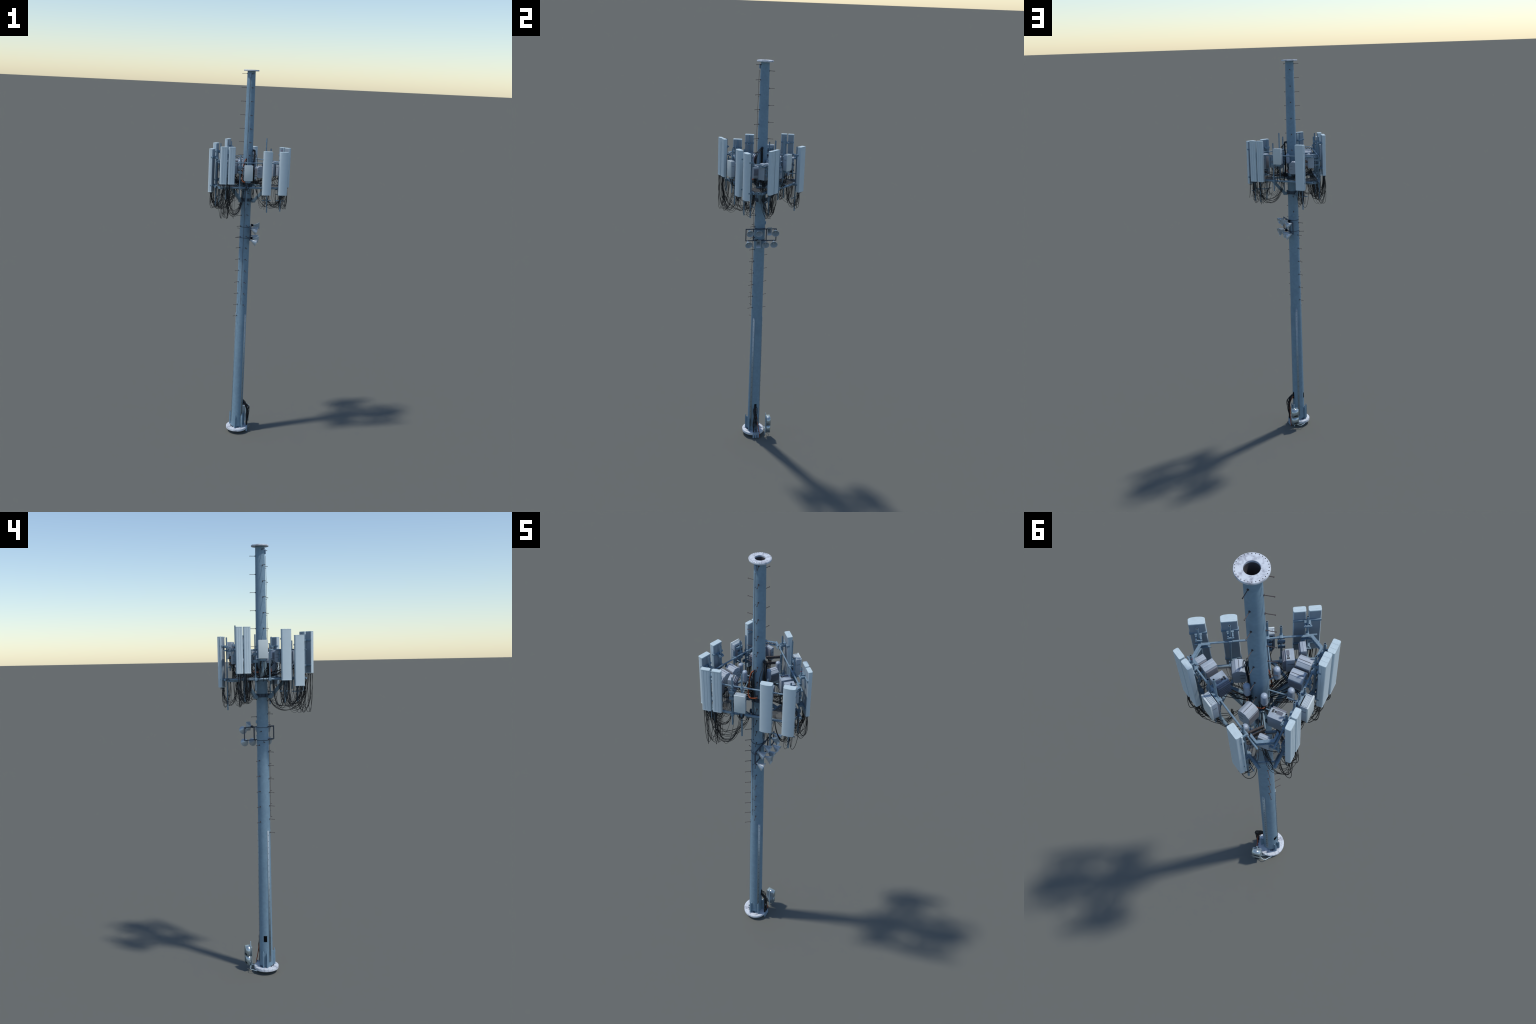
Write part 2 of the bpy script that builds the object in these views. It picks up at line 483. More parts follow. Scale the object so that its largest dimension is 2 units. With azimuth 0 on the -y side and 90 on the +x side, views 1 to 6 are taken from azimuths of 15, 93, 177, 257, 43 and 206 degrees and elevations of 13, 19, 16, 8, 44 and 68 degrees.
        r0, r1, pitch = 0.104, 0.185, 0.0024
        k = 0
        r = r0
        while r <= r1:
            h = corner_half(r) - 0.004
            bm_box(bm, 2 * h, 0.0003, 0.0010, (0, r, 0))
            r += pitch
        x = -corner_half(r0) + 0.004
        while x < corner_half(r0) - 0.004:
            rmax = min(r1, (RAIL_D - 0.8660254 * (abs(x) + 0.004)) / 0.5)
            if rmax > r0 + 0.004:
                bm_box(bm, 0.0003, rmax - r0, 0.0007, (x, (r0 + rmax) / 2, 0.0002))
            x += pitch
        add("walkway_grating", to_mesh(bm, "walkway_grating", 0), mat=M["grating"], matrix=frame(az, 0, 0, 1.4115), kind="stuff")
    # two rough lagged bars near one corner, with the stub post that carries them
    for z, h in ((1.506, 0.0105), (1.479, 0.0095)):
        oriented_bar("lagged_bar", (-.0575, .1640, z), (-.0930, .1205, z), 0.0055, h, M["lagging"])
        oriented_bar("lagged_bar", (-.0640, .1680, z - 0.004), (-.1000, .1250, z - 0.004), 0.0030, h * 0.8, M["lagging"])
    add("stub_post", tube_mesh("stub_post", [world(150, 0.118, 0.099, 1.445), world(150, 0.118, 0.099, 1.520)], 0.0031, 12), mat=M["steel"])
    # clamp collars round the pole
    for z, h in ((1.330, 0.0165), (1.4080, 0.018)):
        r = pole_r(z)
        prof = [(r - 0.001, z - h / 2), (r + 0.0012, z - h / 2), (r + 0.0012, z - h / 2 + 0.0022), (r + 0.0003, z - h / 2 + 0.0026),
                (r + 0.0003, z + h / 2 - 0.0026), (r + 0.0012, z + h / 2 - 0.0022), (r + 0.0012, z + h / 2), (r - 0.001, z + h / 2)]
        add("pole_collar", lathe_mesh("pole_collar", prof, 48, close=True), mat=M["dark_steel"], matrix=Matrix.Translation(AXIS))
        lug = box_mesh("collar_lug", 0.010, 0.010, h, 0.0008)
        for az in (60, 120, 180, 240, 300, 0):
            add("collar_lug", lug, mat=M["dark_steel"], matrix=frame(az, r + 0.003, 0, z))

# (side azimuth, t bottom, t top, z bottom, z top)
PIPES = ((30, .152, .152, 1.286, 1.597), (30, .081, .067, 1.280, 1.599), (30, -.140, -.140, 1.348, 1.613),
         (30, -.069, -.069, 1.356, 1.577), (30, -.032, -.032, 1.306, 1.604),
         (150, -.122, -.122, 1.295, 1.608), (150, .1155, .1145, 1.269, 1.593), (150, -.043, -.043, 1.355, 1.598), (150, -.007, -.007, 1.430, 1.650),
         (270, .133, .133, 1.305, 1.597), (270, .075, .075, 1.301, 1.622), (270, .007, .007, 1.400, 1.563),
         (270, -.027, -.027, 1.435, 1.594), (270, -.058, -.058, 1.358, 1.602), (270, -.1075, -.1065, 1.310, 1.622))

def build_pipes():
    clamp_up = box_mesh("rail_clamp", 0.009, 0.016, 0.0085, 0.001)
    clamp_lo = box_mesh("rail_clamp", 0.012, 0.020, 0.0130, 0.001)
    bore = lathe_mesh("pipe_bore", [(0, 0.0004), (0.0023, 0.0004), (0.0023, -0.001), (0, -0.001)], 12)
    for az, tb, tt, zb, zt in PIPES:
        f = frame(az, 0.1275, 0, 0)
        me = tube_mesh("mount_pipe", [(-tb, 0, zb), (-tt, 0, zt)], 0.0033, 14)
        p = add("mount_pipe", me, mat=M["steel"], matrix=f)
        sub("pipe_bore", bore, p, M["black"], Matrix.Translation((-tt, 0, zt)))
        def t_at(z):
            return tb + (tt - tb) * (z - zb) / (zt - zb)
        if zt > UP_Z + 0.005:
            sub("rail_clamp", clamp_up, p, M["steel"], Matrix.Translation((-t_at(UP_Z), -0.004, UP_Z)))
        if zb < LOW_Z - 0.003:
            sub("rail_clamp", clamp_lo, p, M["steel"], Matrix.Translation((-t_at(LOW_Z), -0.004, LOW_Z)))
    # red tape band on one pipe
    add("tape_band", lathe_mesh("tape_band", [(0.0033, -0.0012), (0.0036, -0.0012), (0.0036, 0.0012), (0.0033, 0.0012)], 14, close=True), mat=M["red"], matrix=frame(150, 0.1275, -0.122, 1.594))
    # cable cross bars near the pipe feet
    bar = box_mesh("cable_bar", 0.048, 0.0022, 0.0045, 0.0005)
    for az, t, z in ((30, .078, 1.342), (30, .152, 1.342), (150, .1155, 1.336), (270, .133, 1.350), (270, .075, 1.352), (150, -.122, 1.362)):
        add("cable_bar", bar, mat=M["steel"], matrix=frame(az, 0.122, t, z))
    # spare mounts: pairs of clamp plates
    plate = box_mesh("clamp_plate", 0.0205, 0.0045, 0.0115, 0.0008)
    stud = tube_mesh("clamp_stud", [(0, -0.012, 0), (0, 0.010, 0)], 0.0009, 6)
    for az, t, zs in ((30, -.069, (1.513, 1.487)), (270, -.058, (1.516, 1.485)), (150, -.043, (1.492, 1.516)), (30, -.032, (1.50, 1.475))):
        for z in zs:
            for dd in (0.0335 - 0.027, -0.0065):
                c = add("clamp_plate", plate, mat=M["steel"], matrix=frame(az, 0.1275 + dd, t, z))
            for s in (-0.0075, 0.0075):
                sub("clamp_stud", stud, c, M["rust"], Matrix.Translation((s, 0.006, 0)))
    # small horizontal outriggers that carry the canisters
    for az, t, z, d0, d1 in ((270, -.058, 1.500, 0.046, 0.127), (270, -.010, 1.512, 0.084, 0.127), (30, -.032, 1.503, 0.040, 0.1275)):
        me = tube_mesh("outrigger", [(0, d0, 0), (0, d1, 0)], 0.0019, 10)
        add("outrigger", me, mat=M["steel"], matrix=frame(az, 0, t, z))

# ------------------------------------------------------------------ antenna panels
def profile_bulge(w):
    """flat back, shallow arched front with rounded corners"""
    pts = [(w / 2 - 0.004, 0.0), (w / 2 - 0.0012, 0.0010), (w / 2, 0.0040), (w / 2, 0.0160)]
    for k in range(17):
        a = radians(180 * k / 16)
        x = cos(a) * (abs(cos(a)) ** -0.45 if abs(cos(a)) > 1e-6 else 1)     # squarish super-ellipse corners
        y = abs(sin(a)) ** 0.55
        pts.append((w / 2 * x * 0.999, 0.0162 + 0.0050 * y + 0.0028 * (1 - x * x)))
    return pts + [(-w / 2, 0.0160), (-w / 2, 0.0040), (-w / 2 + 0.0012, 0.0010), (-w / 2 + 0.004, 0.0)]

def profile_wide(w, rc=0.005):
    d = 0.0215
    pts = [(0.0016, 0.0), (w / 2 - 0.008, 0.0), (w / 2 - 0.0015, 0.002), (w / 2, 0.0045), (w / 2, 0.0095), (w / 2 - 0.0009, 0.0103), (w / 2, 0.0111)]
    for k in range(7):
        a = radians(90 * k / 6)
        pts.append((w / 2 - rc + rc * cos(a), d - rc + rc * sin(a)))
    left = [(-x, y) for x, y in reversed(pts)]
    return pts + left[:-1] + [(-0.0016, 0.0), (0, 0.0012)]

def profile_narrow(w):
    d = 0.0168
    g = w / 6
    pts = [(w / 2 - 0.002, 0.0), (w / 2, 0.002)]
    for k in range(5):
        a = radians(90 * k / 4)
        pts.append((w / 2 - 0.0035 + 0.0035 * cos(a), d - 0.0035 + 0.0035 * sin(a)))
    half = pts + [(g + 0.0009, d), (g, d - 0.0012), (g - 0.0009, d)]
    return half + [(-x, y) for x, y in reversed(half)]

PANELS = (  # kind, side, t, width, z0, z1
    ("bulge", 30, .153, .0455, 1.375, 1.5975), ("bulge", 30, .0675, .0455, 1.375, 1.598),
    ("narrow", 30, -.161, .0342, 1.4285, 1.6165), ("narrow", 30, -.1200, .0342, 1.4285, 1.6165),
    ("wide", 270, .136, .0440, 1.3745, 1.597), ("wide", 270, .0760, .0440, 1.400, 1.6235),
    ("narrow", 270, -.0985, .0302, 1.433, 1.6345), ("narrow", 270, -.1335, .0302, 1.433, 1.6345),
    ("narrow", 150, -.144, .0335, 1.404, 1.6105), ("narrow", 150, -.1055, .0335, 1.404, 1.6105),
    ("flat", 150, .116, .0440, 1.372, 1.597))

def build_panels():
    conn = lathe_mesh("connector", [(0, 0), (0.0012, 0), (0.0012, -0.005), (0.0008, -0.009), (0, -0.009)], 8)
    for kind, az, t, w, z0, z1 in PANELS:
        poly = {"bulge": profile_bulge, "wide": profile_wide, "flat": lambda q: profile_wide(q, 0.0022), "narrow": profile_narrow}[kind](w)
        h = z1 - z0
        d0 = 0.1415
        bm = bmesh.new()
        bm_prism(bm, poly, 0.003, h - 0.004)
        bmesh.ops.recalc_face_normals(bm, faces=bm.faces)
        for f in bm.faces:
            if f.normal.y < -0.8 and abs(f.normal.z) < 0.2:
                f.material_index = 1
        me = to_mesh(bm, "antenna_panel", 30)
        me.materials.append(M["panel"])
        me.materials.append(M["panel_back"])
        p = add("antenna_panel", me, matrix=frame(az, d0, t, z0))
        bmesh_cap = bmesh.new()
        hull = profile_bulge(w) if kind == "bulge" else rounded_rect(w + 0.0004, -0.0002, max(q[1] for q in poly) + 0.0002, 0.0042)
        bm_prism(bmesh_cap, [(x * 1.004, y) for x, y in hull], h - 0.0045, h, bevel=0.0009)
        if kind == "wide":
            dm = max(q[1] for q in poly)
            for x in (-w / 6, w / 6):
                bm_box(bmesh_cap, 0.0010, dm - 0.002, 0.0006, (x, dm / 2, h + 0.0002))
        sub("end_cap", to_mesh(bmesh_cap, "end_cap", 30), p, M["panel_cap"])
        bmesh_cap = bmesh.new()
        bm_prism(bmesh_cap, [(x * 1.004, y) for x, y in hull], 0.0, 0.0035, bevel=0.0007)
        sub("end_cap", to_mesh(bmesh_cap, "end_cap", 30), p, M["panel"])
        rows = 2 if w > 0.031 else 2
        for i in range(4):
            for j in range(rows):
                sub("connector", conn, p, M["dark_steel"], Matrix.Translation(((i - 1.5) * w * 0.2, 0.0055 + j * 0.007, 0.0)))
        if kind in ("bulge", "wide", "flat"):
            band_z = (0.036, h - 0.042)
            for bz in band_z:
                bm = bmesh.new()
                bm_box(bm, w + 0.0022, 0.0045, 0.0075, (0, 0.0005, bz), 0.0007)
                bm_box(bm, 0.020, 0.006, 0.0055, (0, -0.0046, bz), 0.0006)
                for s in (-1, 1):
                    bm_box(bm, 0.0016, 0.009, 0.0065, (s * (w / 2 + 0.0004), 0.005, bz), 0.0004)
                    bm_box(bm, 0.004, 0.016, 0.010, (s * 0.0065, -0.0125, bz - 0.004), 0.0006)
                bm_box(bm, 0.019, 0.0040, 0.0045, (0, -0.0205, bz - 0.006), 0.0006)
                sub("panel_bracket", to_mesh(bm, "panel_bracket"), p, M["steel"])
            if kind == "flat":
                bm = bmesh.new()
                bm_box(bm, 0.0035, 0.0045, h * 0.97, (-w / 2 - 0.0012, 0.005, h / 2), 0.0008)
                sub("side_rail", to_mesh(bm, "side_rail"), p, M["panel"])
            if kind == "bulge" and t > 0.1:
                pass
    # shared brackets behind each pair of narrow panels
    for az, t, w, z0, z1 in ((30, -.1405, .0755, 1.4285, 1.6165), (270, -.116, .0655, 1.433, 1.6345), (150, -.1248, .0722, 1.404, 1.6105)):
        for bz in (z0 + 0.036, z1 - 0.040):
            bm = bmesh.new()
            bm_box(bm, w, 0.0035, 0.0075, (0, -0.0017, 0), 0.0006)
            bm_box(bm, 0.011, 0.014, 0.0055, (0, -0.0085, 0.001), 0.0006)
            bm_box(bm, 0.022, 0.0045, 0.006, (0, -0.0195, -0.002), 0.0006)
            for s in (-1, 1):
                bm_box(bm, 0.0035, 0.017, 0.009, (s * 0.0072, -0.0115, -0.001), 0.0005)
            add("pair_bracket", to_mesh(bm, "pair_bracket"), mat=M["steel"], matrix=frame(az, 0.1415, t, bz))
    # warning labels on the back of two panels
    lab = box_mesh("warning_label", 0.006, 0.0006, 0.009)
    for az, t, z in ((30, .056, 1.50), (270, .064, 1.50)):
        add("warning_label", lab, mat=M["yellow"], matrix=frame(az, 0.1412, t, z))

def build_flat_units():
    """compact antenna-radio boxes with a pale cover, one per side"""
    for az, t, z0, z1 in ((30, -.0315, 1.447, 1.5258), (150, -.0055, 1.497, 1.5762), (270, -.0290, 1.497, 1.5772)):
        w, h = 0.0433, z1 - z0
        bm = bmesh.new()
        bm_box(bm, w - 0.002, 0.0185, h - 0.004, (0, -0.0125, h / 2), 0.0012)
        me = to_mesh(bm, "flat_unit")
        p = add("flat_unit", me, mat=M["radio"], matrix=frame(az, 0.161, t, z0))
        bm = bmesh.new()
        bm_box(bm, w, 0.0046, h, (0, -0.0018, h / 2), 0.0012)
        sub("unit_cover", to_mesh(bm, "unit_cover"), p, M["white"])
        bm = bmesh.new()
        top = h - 0.0015
        for x0, x1, y0, y1 in ((-0.018, 0.018, -0.020, -0.0188), (-0.018, 0.018, -0.0075, -0.0063), (-0.018, -0.0168, -0.020, -0.0063), (0.0168, 0.018, -0.020, -0.0063)):
            bm_box(bm, x1 - x0, y1 - y0, 0.0022, ((x0 + x1) / 2, (y0 + y1) / 2, top))
        for k in range(3):
            bm_box(bm, 0.030, 0.0011, 0.0016, (0, -0.0165 + 0.0032 * k, top - 0.0004))
        sub("top_grille", to_mesh(bm, "top_grille"), p, M["white"])
        bm = bmesh.new()
        for s in (-1, 1):
            bm_box(bm, 0.0006, 0.014, 0.0011, (s * (w / 2 - 0.0009), -0.012, h * 0.68))
        sub("side_seam", to_mesh(bm, "side_seam", 0), p, M["label"])
        bm = bmesh.new()
        bm_box(bm, 0.034, 0.005, h * 0.80, (0, -0.0240, h * 0.46), 0.0008)
        for k in range(8):
            bm_box(bm, 0.0013, 0.004, h * 0.70, (-0.0140 + 0.004 * k, -0.0282, h * 0.44))
        sub("cooling_fins", to_mesh(bm, "cooling_fins"), p, M["radio_dark"])
        bm = bmesh.new()
        hexa = [(-0.016, -0.0215), (0.016, -0.0215), (0.0175, -0.0265), (0.0105, -0.0325), (-0.0105, -0.0325), (-0.0175, -0.0265)]
        bm_prism(bm, hexa, h * 0.72, h * 0.86, bevel=0.0006)
        bm_box(bm, 0.024, 0.010, 0.012, (0, -0.029, h * 0.52), 0.001)
        bm_box(bm, 0.024, 0.010, 0.012, (0, -0.029, h * 0.22), 0.001)
        bm_box(bm, 0.026, 0.015, 0.010, (0, -0.013, -0.005), 0.002)
        sub("unit_mount", to_mesh(bm, "unit_mount"), p, M["steel"])

# ------------------------------------------------------------------ radios and canisters
def radio_barrel(name, lx, ly, h, ridge=True):
    """remote radio whose profile (x, z) has chamfered corners, extruded along y"""
    c = lx * 0.26
    poly = [(-lx / 2, -h + c * 0.7), (-lx / 2 + c * 0.6, -h), (lx / 2 - c * 0.6, -h), (lx / 2, -h + c * 0.7),
            (lx / 2, -c * 0.8), (lx / 2 - c, -0.0005), (-lx / 2 + c, -0.0005), (-lx / 2, -c * 0.8)]
    bm = bmesh.new()
    va = [bm.verts.new((x, -ly / 2, z)) for x, z in poly]
    vb = [bm.verts.new((x, ly / 2, z)) for x, z in poly]
    bm.faces.new(va)
    bm.faces.new(vb)
    for k in range(8):
        bm.faces.new((va[k], va[(k + 1) % 8], vb[(k + 1) % 8], vb[k]))
    bmesh.ops.recalc_face_normals(bm, faces=bm.faces)
    bmesh.ops.bevel(bm, geom=bm.edges[:], offset=0.0007, segments=1, affect="EDGES")
    return to_mesh(bm, name, 25)

def put_radio(az, d, t, ztop, lx, ly, h, style, yaw=0.0):
    f = frame(az, d, t, ztop, yaw)
    if style == "barrel":
        p = add("radio_unit", radio_barrel("radio_unit", lx, ly, h), mat=M["radio"], matrix=f)
        bm = bmesh.new()
        bm_box(bm, lx * 0.46, ly * 0.98, 0.0016, (0, 0, 0.0002), 0.0004)
        sub("lid", to_mesh(bm, "lid"), p, M["lid"])
        bm = bmesh.new()
        bm_box(bm, 0.0012, ly * 0.86, 0.0012, (0.001, 0, 0.0010))
        for zz in (-0.35, -0.6):
            for s in (-1, 1):
                bm_box(bm, 0.0009, ly * 0.5, 0.0009, (s * (lx / 2 + 0.0001), 0, h * zz))
                bm_box(bm, lx * 0.34, 0.0009, 0.0009, (lx * 0.22, s * (ly / 2 + 0.0001), h * zz))
        sub("seam", to_mesh(bm, "seam", 0), p, M["label"])
        bm = bmesh.new()
        for sx in (-1, 1):
            for k in range(6):
                bm_box(bm, 0.0016, ly * 0.96, h * 0.075, (sx * (lx / 2 + 0.0004), 0, -h * (0.27 + 0.085 * k)))
        sub("side_rib", to_mesh(bm, "side_rib"), p, M["radio_dark"])
    else:
        bm = bmesh.new()
        bm_box(bm, lx, ly, h, (0, 0, -h / 2), 0.0011)
        p = add("radio_unit", to_mesh(bm, "radio_unit"), mat=M["radio"], matrix=f)
        if style == "grille":
            bm = bmesh.new()
            gx, gy = lx * 0.42, ly * 0.80
            ox = -lx * 0.22
            for s in (-1, 1):
                bm_box(bm, 0.0008, gy, 0.0010, (ox + s * gx / 2, 0, 0.0003))
                bm_box(bm, gx, 0.0008, 0.0010, (ox, s * gy / 2, 0.0003))
            sub("top_frame", to_mesh(bm, "top_frame"), p, M["white"])
            bm = bmesh.new()
            bm_box(bm, gx * 0.8, gy * 0.16, 0.0008, (ox, -gy * 0.38, 0.0003))
            bm_box(bm, gx * 0.45, gx * 0.45, 0.0008, (ox, -gy * 0.15, 0.0003))
            sub("top_slot", to_mesh(bm, "top_slot", 0), p, M["label"])
            bm = bmesh.new()
            for k in range(8):
                bm_box(bm, 0.0008, gy * 0.50, 0.0007, (ox - gx * 0.4 + gx * 0.8 * k / 7, gy * 0.2, 0.0003))
            sub("top_louvre", to_mesh(bm, "top_louvre", 0), p, M["radio_dark"])
        else:
            bm = bmesh.new()
            bm_box(bm, lx * 0.16, ly * 0.94, 0.0014, (lx * 0.05, 0, 0.0004), 0.0003)
            sub("top_ridge", to_mesh(bm, "top_ridge"), p, M["lid"])
        if style == "grille":
            bm = bmesh.new()
            for k in range(6):
                bm_box(bm, 0.010, ly * 0.94, h * 0.085, (-lx / 2 - 0.0035, 0, -h * (0.16 + 0.135 * k)), 0.0005)
            bm_box(bm, 0.006, ly * 0.90, h * 0.86, (-lx / 2 - 0.002, 0, -h * 0.5))
            sub("cooling_fins", to_mesh(bm, "cooling_fins"), p, M["radio_dark"])
        else:
            bm = bmesh.new()
            bm_box(bm, 0.004, ly * 0.88, h * 0.84, (-lx / 2 - 0.0012, 0, -h * 0.5), 0.0006)
            sub("side_cover", to_mesh(bm, "side_cover"), p, M["radio_dark"])
        bm = bmesh.new()
        bm_box(bm, lx * 0.7, 0.0008, 0.0010, (0, -ly / 2 - 0.0001, -h * 0.35))
        bm_box(bm, lx * 0.7, 0.0008, 0.0010, (0, ly / 2 + 0.0001, -h * 0.35))
        sub("seam", to_mesh(bm, "seam", 0), p, M["label"])
    # underside connectors
    bm = bmesh.new()
    for k in range(5):
        bm_tube(bm, [(lx * (-0.35 + 0.17 * k), ly * 0.1, -h - 0.006), (lx * (-0.35 + 0.17 * k), ly * 0.1, -h + 0.001)], 0.0013, 8)
    sub("connector", to_mesh(bm, "connector", 40), p, M["dark_steel"], kind="stuff")
    return p

# az, d, t, z top, size along side, size outward, height, style, yaw
RADIOS = (
    (30, .057, .0530, 1.513, .0385, .0400, .060, "barrel", 0),
    (150, .088, -.1110, 1.537, .0250, .0385, .075, "box", 0),
    (150, .098, -.1400, 1.537, .0180, .0330, .070, "box", 0),
    (150, .086, -.0640, 1.531, .0330, .0400, .060, "grille", 0),
    (30, .0665, -.0870, 1.532, .0235, .0370, .060, "grille", 0),
    (30, .088, -.1250, 1.532, .0165, .0320, .060, "box", 0),
    (270, .088, .0990, 1.534, .0370, .0415, .056, "barrel", 0),
    (270, .087, .0530, 1.535, .0370, .0415, .056, "barrel", 0),
    (270, .085, -.0760, 1.531, .0285, .0410, .056, "grille", 0),
    (270, .083, -.1480, 1.531, .0140, .0300, .056, "box", 0),
    (150, .066, .0400, 1.4985, .0385, .0400, .060, "barrel", 14))

def build_radios():
    for r in RADIOS:
        put_radio(*r)
    # mounting arms from the radios to the handrail
    for az, d, t, zt, lx, ly, h, st, yaw in RADIOS:
        if yaw in (0, 180) and d > 0.08:
            oriented_bar("radio_arm", world(az, d, t, zt - 0.018), world(az, 0.1275, t, zt - 0.018), 0.0065, 0.0055, M["steel"])
            oriented_bar("radio_arm", world(az, d, t, zt - 0.042), world(az, 0.1275, t, zt - 0.042), 0.0065, 0.0055, M["steel"])
            p = tube_mesh("radio_post", [(0, 0, zt - 0.055), (0, 0, zt - 0.004)], 0.003, 10)
            add("radio_post", p, mat=M["steel"], matrix=frame(az, 0.1235, t, 0))
    # capsule-shaped surge arresters
    prof = [(0, 0.0)]
    for k in range(1, 8):
        a = radians(90 * k / 7)
        prof.append((0.0096 * sin(a), -0.0085 * (1 - cos(a))))
    prof += [(0.0098, -0.040), (0.0102, -0.0405), (0.0102, -0.0425), (0.0088, -0.043), (0.0088, -0.050), (0, -0.050)]
    me = lathe_mesh("surge_canister", prof, 28)
    me.materials.append(M["can"])
    for x, y, z, mesh in ((-.0590, -.0335, 1.541, me), (-.1168, .0015, 1.527, me), (-.0610, .0505, 1.537, me), (-.0060, .0420, 1.536, me)):
        c = add("surge_canister", mesh, matrix=Matrix.Translation((x, y, z)))
        arm = (Vector((x, y, 0)) - Vector((AXIS.x, AXIS.y, 0)))
        a = tube_mesh("canister_arm", [(0, 0, -0.041), (-arm.x, -arm.y, -0.041)], 0.0022, 8)
        sub("canister_arm", a, c, M["steel"])
        bm = bmesh.new()
        for k in range(5):
            aa = 2 * pi * k / 5
            bm_tube(bm, catmull([(0.0045 * cos(aa), 0.0045 * sin(aa), -0.049), (0.005 * cos(aa), 0.005 * sin(aa), -0.066),
                                 (0.45 * -arm.x + 0.006 * cos(aa + 1), 0.45 * -arm.y + 0.006 * sin(aa + 1), -0.090), (-arm.x * 0.5 + 0.004 * cos(aa), -arm.y * 0.5 + 0.004 * sin(aa), -0.118)], 4), 0.0011, 6)
        sub("canister_leads", to_mesh(bm, "canister_leads", 60), c, M["cable"], kind="stuff")
    add("surge_canister", me, matrix=Matrix.Translation((-.0462, .1378, 1.503)))
    oriented_bar("canister_arm", (-.0462, .1378, 1.461), world(150, 0.1275, 0.1145, 1.461), 0.004, 0.0045, M["steel"])

